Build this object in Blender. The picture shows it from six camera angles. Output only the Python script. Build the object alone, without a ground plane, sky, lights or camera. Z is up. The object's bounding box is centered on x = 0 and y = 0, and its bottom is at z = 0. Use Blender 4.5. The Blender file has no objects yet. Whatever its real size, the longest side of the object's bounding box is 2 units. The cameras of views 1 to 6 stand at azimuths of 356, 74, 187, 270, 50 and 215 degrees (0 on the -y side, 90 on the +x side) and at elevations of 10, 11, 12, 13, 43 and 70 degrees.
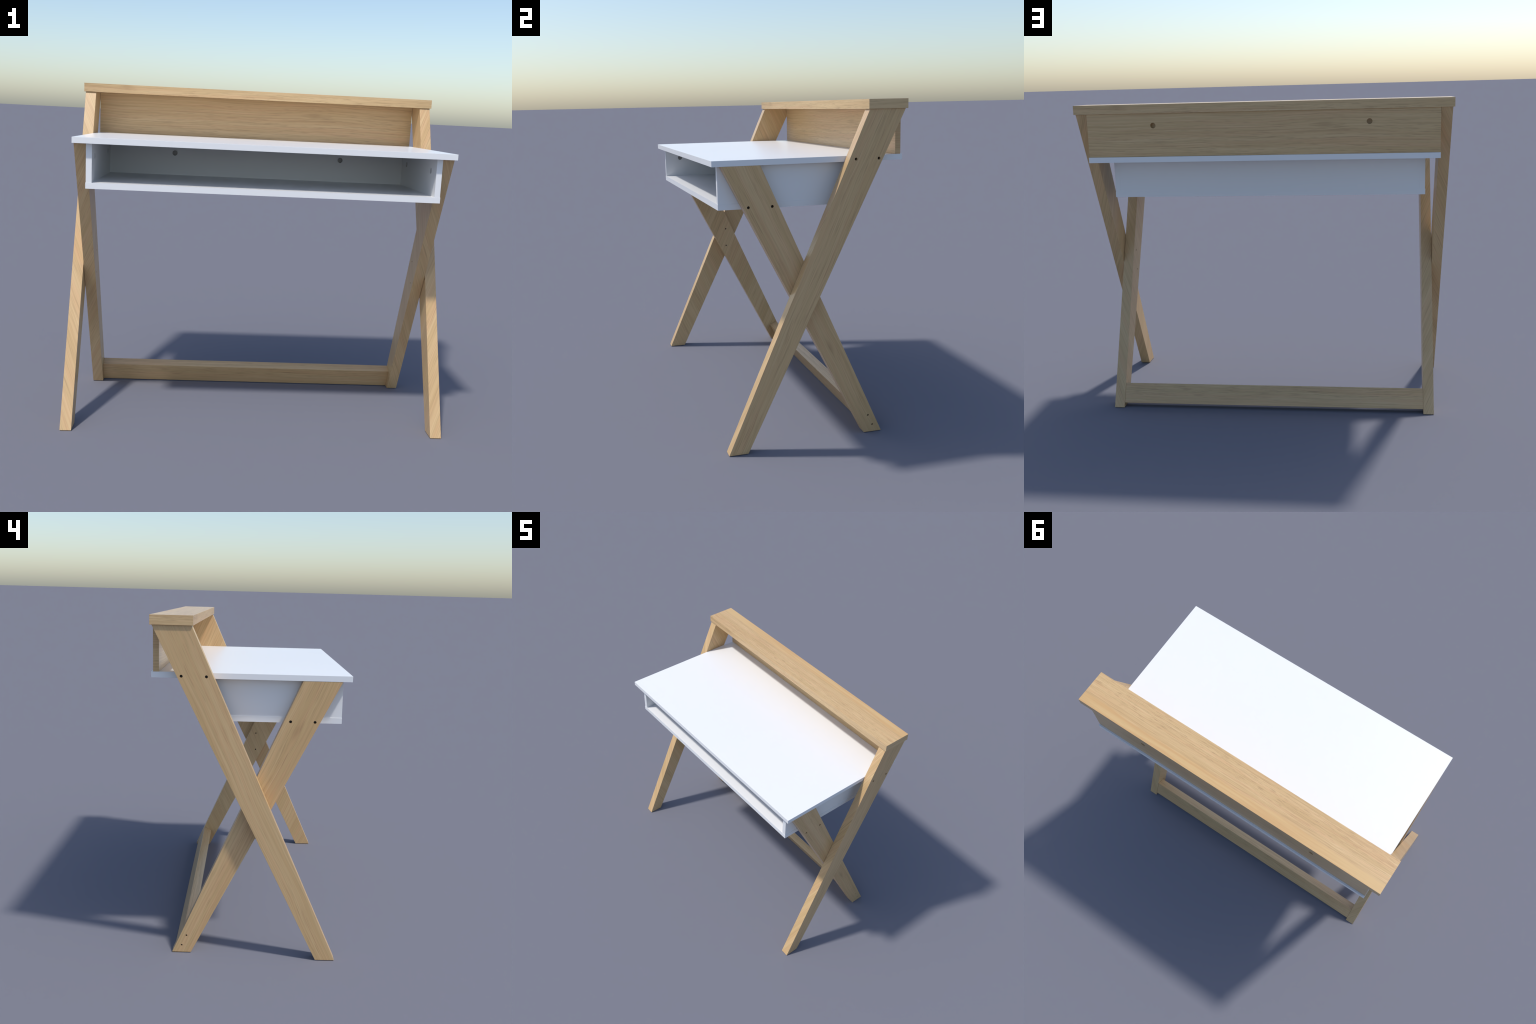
"""Writing desk: oak X-legs, raised oak shelf with backboard, white top with an open compartment."""
import math
import bpy
import bmesh
from mathutils import Matrix, Vector

# ------------------------------------------------------------------ sizes (m)
DESK_X, DESK_FRONT, DESK_REAR = 0.9328, -0.4954, 0.4954      # white desktop
DESK_LOW, DESK_TOP = 1.4566, 1.4855
SHELF_X, SHELF_FRONT, SHELF_REAR = 1.0, 0.2860, 0.4944       # raised oak shelf
SHELF_LOW, SHELF_TOP = 1.7139, 1.7616
BOARD_X, BOARD_FRONT, BOARD_REAR = 0.9320, 0.4568, 0.4856    # oak backboard
BOX_X, BOX_IN, BOX_FRONT, BOX_REAR = 0.8712, 0.8430, -0.4570, 0.2685
BOX_LOW, BOX_FLOOR = 1.2388, 1.2680
OUT_LEG = (0.9334, 0.9917)        # x range of the legs that carry the shelf
IN_LEG = (0.8734, 0.9320)         # x range of the legs that carry the box
LEAN = math.radians(25.0)         # grain direction on the legs
EDGE = 0.0007


# ------------------------------------------------------------------ materials
class Nodes:
    """Small helper to write node trees as expressions."""

    def __init__(self, name):
        self.mat = bpy.data.materials.new(name)
        self.mat.use_nodes = True
        self.tree = self.mat.node_tree
        self.bsdf = self.tree.nodes["Principled BSDF"]

    def put(self, socket, value):
        if isinstance(value, bpy.types.NodeSocket):
            self.tree.links.new(value, socket)
        else:
            socket.default_value = value

    def math(self, op, a, b=0.0, c=0.0):
        n = self.tree.nodes.new("ShaderNodeMath")
        n.operation = op
        for s, v in zip(n.inputs, (a, b, c)):
            self.put(s, v)
        return n.outputs[0]

    def split(self, vec):
        n = self.tree.nodes.new("ShaderNodeSeparateXYZ")
        self.put(n.inputs[0], vec)
        return n.outputs[0], n.outputs[1], n.outputs[2]

    def join(self, x, y, z):
        n = self.tree.nodes.new("ShaderNodeCombineXYZ")
        for s, v in zip(n.inputs, (x, y, z)):
            self.put(s, v)
        return n.outputs[0]

    def coords(self, which):
        return self.tree.nodes.new("ShaderNodeTexCoord").outputs[which]

    def noise(self, vec, detail=2.0, rough=0.5):
        n = self.tree.nodes.new("ShaderNodeTexNoise")
        n.inputs["Scale"].default_value = 1.0
        n.inputs["Detail"].default_value = detail
        n.inputs["Roughness"].default_value = rough
        self.put(n.inputs["Vector"], vec)
        return n.outputs[0]

    def choose(self, fac, a, b):
        n = self.tree.nodes.new("ShaderNodeMix")
        n.data_type = "FLOAT"
        self.put(n.inputs[0], fac)
        self.put(n.inputs[2], a)
        self.put(n.inputs[3], b)
        return n.outputs[0]

    def blend(self, fac, a, b, mode="MIX"):
        n = self.tree.nodes.new("ShaderNodeMix")
        n.data_type = "RGBA"
        n.blend_type = mode
        self.put(n.inputs[0], fac)
        self.put(n.inputs[6], a)
        self.put(n.inputs[7], b)
        return n.outputs[2]

    def ramp(self, fac, low, high):
        n = self.tree.nodes.new("ShaderNodeMapRange")
        n.interpolation_type = "SMOOTHSTEP"
        self.put(n.inputs[0], fac)
        n.inputs[1].default_value, n.inputs[2].default_value = low, high
        return n.outputs[0]


def oak(name, seed, lean=None, stretch=1.0, fine=1.0, wavy=1.0, pored=1.0, contrast=1.0, knots=(), plain=None):
    """Oak veneer. stretch: length of the figure, fine: lines across, wavy: bend of the
    lines, pored: depth of the pores, contrast: of the rings, knots: (sideways, height) as seen from outside,
    plain: from this y on, the upper face is a calm, warmer flat-sawn strip. Grain runs along x (lean None), or upright tilted by `lean` as
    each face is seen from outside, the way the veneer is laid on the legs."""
    g = Nodes(name)
    x, y, z = g.split(g.coords("Object"))
    nx, ny, nz = g.split(g.coords("Normal"))
    ax, ay, az = (g.math("ABSOLUTE", n) for n in (nx, ny, nz))
    on_x = g.math("MULTIPLY", g.math("GREATER_THAN", ax, ay), g.math("GREATER_THAN", ax, az))
    on_z = g.math("MULTIPLY", g.math("GREATER_THAN", az, ay), g.math("GREATER_THAN", az, ax))
    # horizontal coordinate as seen from outside the face
    side = g.choose(on_x, g.math("MULTIPLY", g.math("SIGN", ny), g.math("MULTIPLY", x, -1.0)),
                    g.math("MULTIPLY", g.math("SIGN", nx), y))
    if lean is None:
        along = g.choose(on_z, side, x)
        across = g.choose(on_z, z, y)
    else:
        c, s = math.cos(lean), math.sin(lean)
        along = g.math("ADD", g.math("MULTIPLY", z, c), g.math("MULTIPLY", side, s))
        across = g.math("SUBTRACT", g.math("MULTIPLY", side, c), g.math("MULTIPLY", z, s))
    face = g.math("ADD", g.math("MULTIPLY", on_x, 3.1), g.math("ADD", g.math("MULTIPLY", on_z, 5.7), seed * 7.31))

    def at(fl, fa, shift=0.0, a=None):
        return g.join(g.math("MULTIPLY", along, fl), g.math("MULTIPLY", a if a is not None else across, fa),
                      g.math("ADD", face, shift))

    # slow waves bend the year rings; knots push them apart
    wave = g.math("SUBTRACT", g.noise(at(1.9, 3.2), 1.5), 0.5)
    small = g.math("SUBTRACT", g.noise(at(7.0, 20.0, 2.0), 1.0), 0.5)
    bent = g.math("ADD", across, g.math("ADD", g.math("MULTIPLY", wave, 0.060 * wavy), g.math("MULTIPLY", small, 0.008 * wavy)))
    spot = 0.0
    for u, v in knots:
        if lean is None:
            ku, kv = u, v
        else:
            ku, kv = v * math.cos(lean) + u * math.sin(lean), u * math.cos(lean) - v * math.sin(lean)
        du = g.math("DIVIDE", g.math("SUBTRACT", along, ku), 0.045)
        dv = g.math("DIVIDE", g.math("SUBTRACT", across, kv), 0.014)
        far = g.math("ADD", g.math("MULTIPLY", du, du), g.math("MULTIPLY", dv, dv))
        near = g.math("MULTIPLY", g.math("EXPONENT", g.math("MULTIPLY", far, -0.5)), g.math("SUBTRACT", 1.0, on_z))
        bent = g.math("SUBTRACT", bent, g.math("MULTIPLY", near, g.math("MULTIPLY", dv, 0.009)))
        spot = g.math("ADD", spot, g.math("MULTIPLY", near, near))
    calm = 0.0
    if plain is not None:
        border = g.math("ADD", y, g.math("MULTIPLY", g.math("SUBTRACT", g.noise(at(2.2, 6.0, 51.0), 1.0), 0.5), 0.030))
        calm = g.math("MULTIPLY", on_z, g.ramp(border, plain - 0.006, plain + 0.006))
    bands = g.noise(at(0.5, 17.0, 11.0, bent), 1.0)
    rings = g.noise(at(3.4 / stretch, 125.0 * fine, 17.0, bent), 2.0, 0.55)
    hue = g.noise(at(1.6 / stretch, 42.0, 23.0, bent), 1.5)
    pores = g.noise(at(15.0 / stretch, 225.0 * max(fine, 1.0) ** 0.6, 31.0, bent), 2.0, 0.6)
    open_pored = g.ramp(g.noise(at(0.4, 13.0, 41.0, bent), 1.0), 0.36, 0.60)

    col = g.blend(g.ramp(bands, 0.30, 0.70), (0.545, 0.362, 0.172, 1), (0.610, 0.422, 0.216, 1))
    col = g.blend(g.math("MULTIPLY", g.ramp(hue, 0.42, 0.70), 0.52), col, (0.602, 0.360, 0.184, 1))
    soft = g.blend(g.ramp(g.noise(at(1.6, 48.0, 61.0, bent), 1.5), 0.36, 0.66), (0.612, 0.412, 0.194, 1), (0.572, 0.352, 0.158, 1))
    col = g.blend(calm, col, soft)
    lively = g.math("SUBTRACT", 1.0, g.math("MULTIPLY", calm, 0.8))
    col = g.blend(g.math("MULTIPLY", lively, g.math("MULTIPLY", g.ramp(rings, 0.48, 0.68), 0.40 * contrast)), col, (0.395, 0.250, 0.116, 1))
    col = g.blend(g.math("MULTIPLY", lively, g.math("MULTIPLY", g.ramp(g.math("SUBTRACT", 1.0, rings), 0.52, 0.72), 0.45 * contrast)), col, (0.690, 0.500, 0.280, 1))
    deep = g.math("MULTIPLY", lively, g.math("ADD", 0.22 * pored, g.math("MULTIPLY", open_pored, 0.38 * pored)))
    col = g.blend(g.math("MULTIPLY", g.ramp(pores, 0.53, 0.68), deep), col, (0.335, 0.208, 0.100, 1))
    if knots:
        col = g.blend(g.math("MULTIPLY", spot, 0.40), col, (0.330, 0.195, 0.090, 1))
    g.put(g.bsdf.inputs["Base Color"], col)
    g.put(g.bsdf.inputs["Roughness"], 0.31)
    g.put(g.bsdf.inputs["Specular IOR Level"], 0.5)
    bump = g.tree.nodes.new("ShaderNodeBump")
    bump.inputs["Strength"].default_value = 0.03
    bump.inputs["Distance"].default_value = 0.0006
    bump.invert = True
    g.put(bump.inputs["Height"], pores)
    g.put(g.bsdf.inputs["Normal"], bump.outputs[0])
    return g.mat


def white_laminate():
    g = Nodes("white_laminate")
    mottle = g.noise(g.coords("Object"), 3.0)
    col = g.blend(g.ramp(mottle, 0.3, 0.7), (0.790, 0.795, 0.800, 1), (0.800, 0.803, 0.806, 1))
    g.put(g.bsdf.inputs["Base Color"], col)
    g.put(g.bsdf.inputs["Roughness"], 0.31)
    return g.mat


def grey_hole_inside():
    g = Nodes("grey_hole_inside")
    speck = g.noise(g.join(*[g.math("MULTIPLY", c, 400.0) for c in g.split(g.coords("Object"))]), 2.0)
    g.put(g.bsdf.inputs["Base Color"], g.blend(speck, (0.58, 0.58, 0.575, 1), (0.66, 0.655, 0.65, 1)))  # speckled grey, darker than the white boards, on the inside of the compartment holes
    g.put(g.bsdf.inputs["Roughness"], 0.8)
    return g.mat


def black_steel():
    g = Nodes("black_steel")
    grain = g.noise(g.coords("Object"), 2.0)
    g.put(g.bsdf.inputs["Base Color"], g.blend(grain, (0.010, 0.010, 0.011, 1), (0.016, 0.015, 0.015, 1)))
    g.put(g.bsdf.inputs["Metallic"], 0.4)
    g.put(g.bsdf.inputs["Roughness"], 0.35)
    return g.mat


# ------------------------------------------------------------------ geometry
desk = bpy.data.objects.new("writing_desk", None)
bpy.context.scene.collection.objects.link(desk)
desk["label"] = "oak writing desk with crossed legs and white top"
desk["category"] = "desk"


def link(name, mesh, mat, parent=desk):
    ob = bpy.data.objects.new(name, mesh)
    bpy.context.scene.collection.objects.link(ob)
    if mat:
        mesh.materials.append(mat)
    ob.parent = parent
    return ob


def finish(bm, name, mat, parent=desk, edge=EDGE):
    bmesh.ops.recalc_face_normals(bm, faces=bm.faces)
    if edge:
        bmesh.ops.bevel(bm, geom=list(bm.edges), offset=edge, segments=2, profile=0.6, affect="EDGES")
    mesh = bpy.data.meshes.new(name)
    bm.to_mesh(mesh)
    bm.free()
    return link(name, mesh, mat, parent)


def board(name, mat, x, y, z, parent=desk, edge=EDGE):
    """A board filling the ranges x, y, z."""
    bm = bmesh.new()
    size = Vector((x[1] - x[0], y[1] - y[0], z[1] - z[0]))
    mid = Vector(((x[0] + x[1]) / 2, (y[0] + y[1]) / 2, (z[0] + z[1]) / 2))
    bmesh.ops.create_cube(bm, size=1.0, matrix=Matrix.Translation(mid) @ Matrix.Diagonal((*size, 1)))
    return finish(bm, name, mat, parent, edge)


def plank(name, mat, x, outline):
    """A plank: outline in the y-z plane, extruded over the range x."""
    bm = bmesh.new()
    a, b = ([bm.verts.new((s, y, z)) for y, z in outline] for s in x)
    bm.faces.new(a)
    bm.faces.new(b)
    for i in range(len(outline)):
        j = (i + 1) % len(outline)
        bm.faces.new((a[i], a[j], b[j], b[i]))
    return finish(bm, name, mat)


def drill(ob, holes, lining=None):
    """Cut round blind holes: (point on the surface, direction into the wood, radius, depth)."""
    bm = bmesh.new()
    for p, d, radius, depth in holes:
        d = Vector(d).normalized()
        turn = Vector((0, 0, 1)).rotation_difference(d).to_matrix().to_4x4()
        place = Matrix.Translation(Vector(p) + d * (depth / 2 - 0.005)) @ turn
        bmesh.ops.create_cone(bm, cap_ends=True, segments=40, radius1=radius, radius2=radius,
                              depth=depth + 0.01, matrix=place)
    mesh = bpy.data.meshes.new("drill_bit")
    bm.to_mesh(mesh)
    bm.free()
    cutter = link("drill_bit", mesh, None)
    if lining:
        ob.data.materials.append(lining)
        mesh.materials.append(ob.data.materials[0])
        mesh.materials.append(lining)
        for face in mesh.polygons:
            face.material_index = 1
    cut = ob.modifiers.new("drill", "BOOLEAN")
    cut.operation, cut.solver, cut.object = "DIFFERENCE", "EXACT", cutter
    bpy.context.view_layer.update()
    done = bpy.data.meshes.new_from_object(ob.evaluated_get(bpy.context.evaluated_depsgraph_get()))
    ob.modifiers.clear()
    old, name = ob.data, ob.data.name
    ob.data = done
    bpy.data.meshes.remove(old)
    done.name = name
    bpy.data.objects.remove(cutter)
    bpy.data.meshes.remove(mesh)


def bolt_mesh(radius, height, mat):
    """Bolt head with a hexagon socket; its top lies at z = 0 and looks along +z."""
    bm = bmesh.new()
    n, socket = 24, radius * 0.52
    ring = lambda r, z, k=n, t=0.0: [bm.verts.new((r * math.cos(2 * math.pi * i / k + t), r * math.sin(2 * math.pi * i / k + t), z)) for i in range(k)]
    hexagon = lambda z: [bm.verts.new((socket * math.cos(math.pi / 3) / math.cos((2 * math.pi * i / n) % (math.pi / 3) - math.pi / 6) * 1.15 * math.cos(2 * math.pi * i / n),
                                       socket * math.cos(math.pi / 3) / math.cos((2 * math.pi * i / n) % (math.pi / 3) - math.pi / 6) * 1.15 * math.sin(2 * math.pi * i / n), z)) for i in range(n)]
    loops = [ring(radius, -height), ring(radius, -radius * 0.2), ring(radius * 0.82, 0.0), hexagon(0.0), hexagon(-height * 0.7)]
    for lo, hi in zip(loops, loops[1:]):
        for i in range(n):
            bm.faces.new((lo[i], lo[(i + 1) % n], hi[(i + 1) % n], hi[i]))
    bm.faces.new(loops[-1])
    bm.faces.new(loops[0][::-1])
    bmesh.ops.recalc_face_normals(bm, faces=bm.faces)
    mesh = bpy.data.meshes.new("bolt")
    bm.to_mesh(mesh)
    bm.free()
    mesh.materials.append(mat)
    return mesh


white = white_laminate()
steel = black_steel()
hole_grey = grey_hole_inside()
big_bolt = bolt_mesh(0.0068, 0.006, steel)
small_bolt = bolt_mesh(0.0043, 0.004, steel)


def bolt(mesh, parent, p, d):
    ob = bpy.data.objects.new("bolt", mesh)
    bpy.context.scene.collection.objects.link(ob)
    ob.parent = parent
    ob.rotation_euler = Vector((0, 0, 1)).rotation_difference(-Vector(d)).to_euler()
    ob.location = p


# ---- white desktop and the open compartment below it
board("desktop", white, (-DESK_X, DESK_X), (DESK_FRONT, DESK_REAR), (DESK_LOW, DESK_TOP))
box = bpy.data.objects.new("storage_compartment", None)
bpy.context.scene.collection.objects.link(box)
box.parent = desk
board("compartment_floor", white, (-0.8730, 0.8730), (BOX_FRONT - 0.0008, BOX_REAR + 0.0008), (BOX_LOW, BOX_FLOOR), box, 0.0)
HOLE_R, HOLE_DEPTH, HOLE_Z = 0.0146, 0.025, 1.3925
for s in (-1, 1):
    wall = board("compartment_wall", white, sorted((s * BOX_IN, s * BOX_X)), (BOX_FRONT, BOX_REAR), (BOX_FLOOR - 0.0005, DESK_LOW - 0.0003), box, 0.0)
    drill(wall, [((s * BOX_IN, y, HOLE_Z), (s, 0, 0), HOLE_R, HOLE_DEPTH) for y in (-0.3560, 0.1360)], hole_grey)
wall = board("compartment_wall", white, (-BOX_IN + 0.0001, BOX_IN - 0.0001), (BOX_REAR - 0.0288, BOX_REAR - 0.0003), (BOX_FLOOR - 0.0005, DESK_LOW - 0.0003), box, 0.0)
drill(wall, [((x, BOX_REAR - 0.0288, HOLE_Z + 0.001), (0, 1, 0), HOLE_R, HOLE_DEPTH) for x in (-0.4765, 0.4765)], hole_grey)

# ---- oak shelf and backboard above the desktop
board("raised_shelf", oak("oak_shelf", 1.0, stretch=1.0, fine=1.35, wavy=0.3, pored=1.0, knots=[(-0.760, 1.7493)], plain=0.438), (-SHELF_X, SHELF_X), (SHELF_FRONT, SHELF_REAR), (SHELF_LOW, SHELF_TOP))
back = board("backboard", oak("oak_backboard", 2.0, stretch=1.5, fine=1.4, wavy=0.6, pored=0.85, knots=[(0.340, 1.640)]), (-BOARD_X, BOARD_X), (BOARD_FRONT, BOARD_REAR), (DESK_TOP + 0.0002, SHELF_LOW - 0.0003))
drill(back, [((x, BOARD_REAR, 1.6498), (0, -1, 0), 0.0146, 0.025) for x in (-0.5711, 0.5711)])

# ---- legs: two crossing planks on each side, wider towards the top
shelf_leg = [(-0.4657, 0.0), (-0.3648, 0.0), (0.4852, SHELF_LOW - 0.0002), (0.2938, SHELF_LOW - 0.0002)]
box_leg = [(0.2910, 0.0), (0.3904, 0.0), (-0.2535, DESK_LOW - 0.0002), (-0.4485, DESK_LOW - 0.0002)]
BIG, SMALL, SUNK = 0.0073, 0.0047, 0.014
for s, seed in ((-1, 3.0), (1, 4.0)):
    leg = plank("leg", oak("oak_leg", seed, s * LEAN, stretch=2.6, fine=1.25, wavy=0.6, pored=0.85, contrast=0.75), sorted((s * OUT_LEG[0], s * OUT_LEG[1])), shelf_leg)
    spots = [(0.2208, 1.4719), (0.3429, 1.4719)]
    drill(leg, [((s * OUT_LEG[1], y, z), (-s, 0, 0), BIG, 0.024) for y, z in spots])
    for y, z in spots:
        bolt(big_bolt, leg, (s * (OUT_LEG[1] - SUNK), y, z), (-s, 0, 0))

    leg = plank("leg", oak("oak_leg", seed + 2.0, -s * LEAN, stretch=2.1, fine=1.3, wavy=0.6, pored=0.9, contrast=0.75, knots=[(0.2298, 1.203) if s < 0 else (0.1017, 0.500)]), sorted((s * IN_LEG[0], s * IN_LEG[1])), box_leg)
    big = [(-0.3181, 1.2527), (-0.1963, 1.2527)]
    inner = [(-0.0390, 0.8634), (-0.0390, 0.7416)]
    foot = [(0.3151, 0.0951), (0.3398, 0.0395)]
    drill(leg, [((s * IN_LEG[1], y, z), (-s, 0, 0), BIG, 0.024) for y, z in big]
          + [((s * IN_LEG[1], y, z), (-s, 0, 0), SMALL, 0.014) for y, z in foot]
          + [((s * IN_LEG[0], y, z), (s, 0, 0), SMALL, 0.014) for y, z in inner])
    for y, z in big:
        bolt(big_bolt, leg, (s * (IN_LEG[1] - SUNK), y, z), (-s, 0, 0))
    for y, z in foot:
        bolt(small_bolt, leg, (s * (IN_LEG[1] - 0.004), y, z), (-s, 0, 0))
    for y, z in inner:
        bolt(small_bolt, leg, (s * (IN_LEG[0] + 0.004), y, z), (s, 0, 0))

# ---- crossbar between the feet, turned so that it lies in line with the leg
bar = board("crossbar", oak("oak_crossbar", 9.0, stretch=1.4, fine=1.4, wavy=0.6), (-IN_LEG[0] + 0.0002, IN_LEG[0] - 0.0002), (-0.0272, 0.0272), (-0.0582, 0.0582))
bar.location = (0.0, 0.3288, 0.0671)
bar.rotation_euler = (math.atan(0.442), 0.0, 0.0)
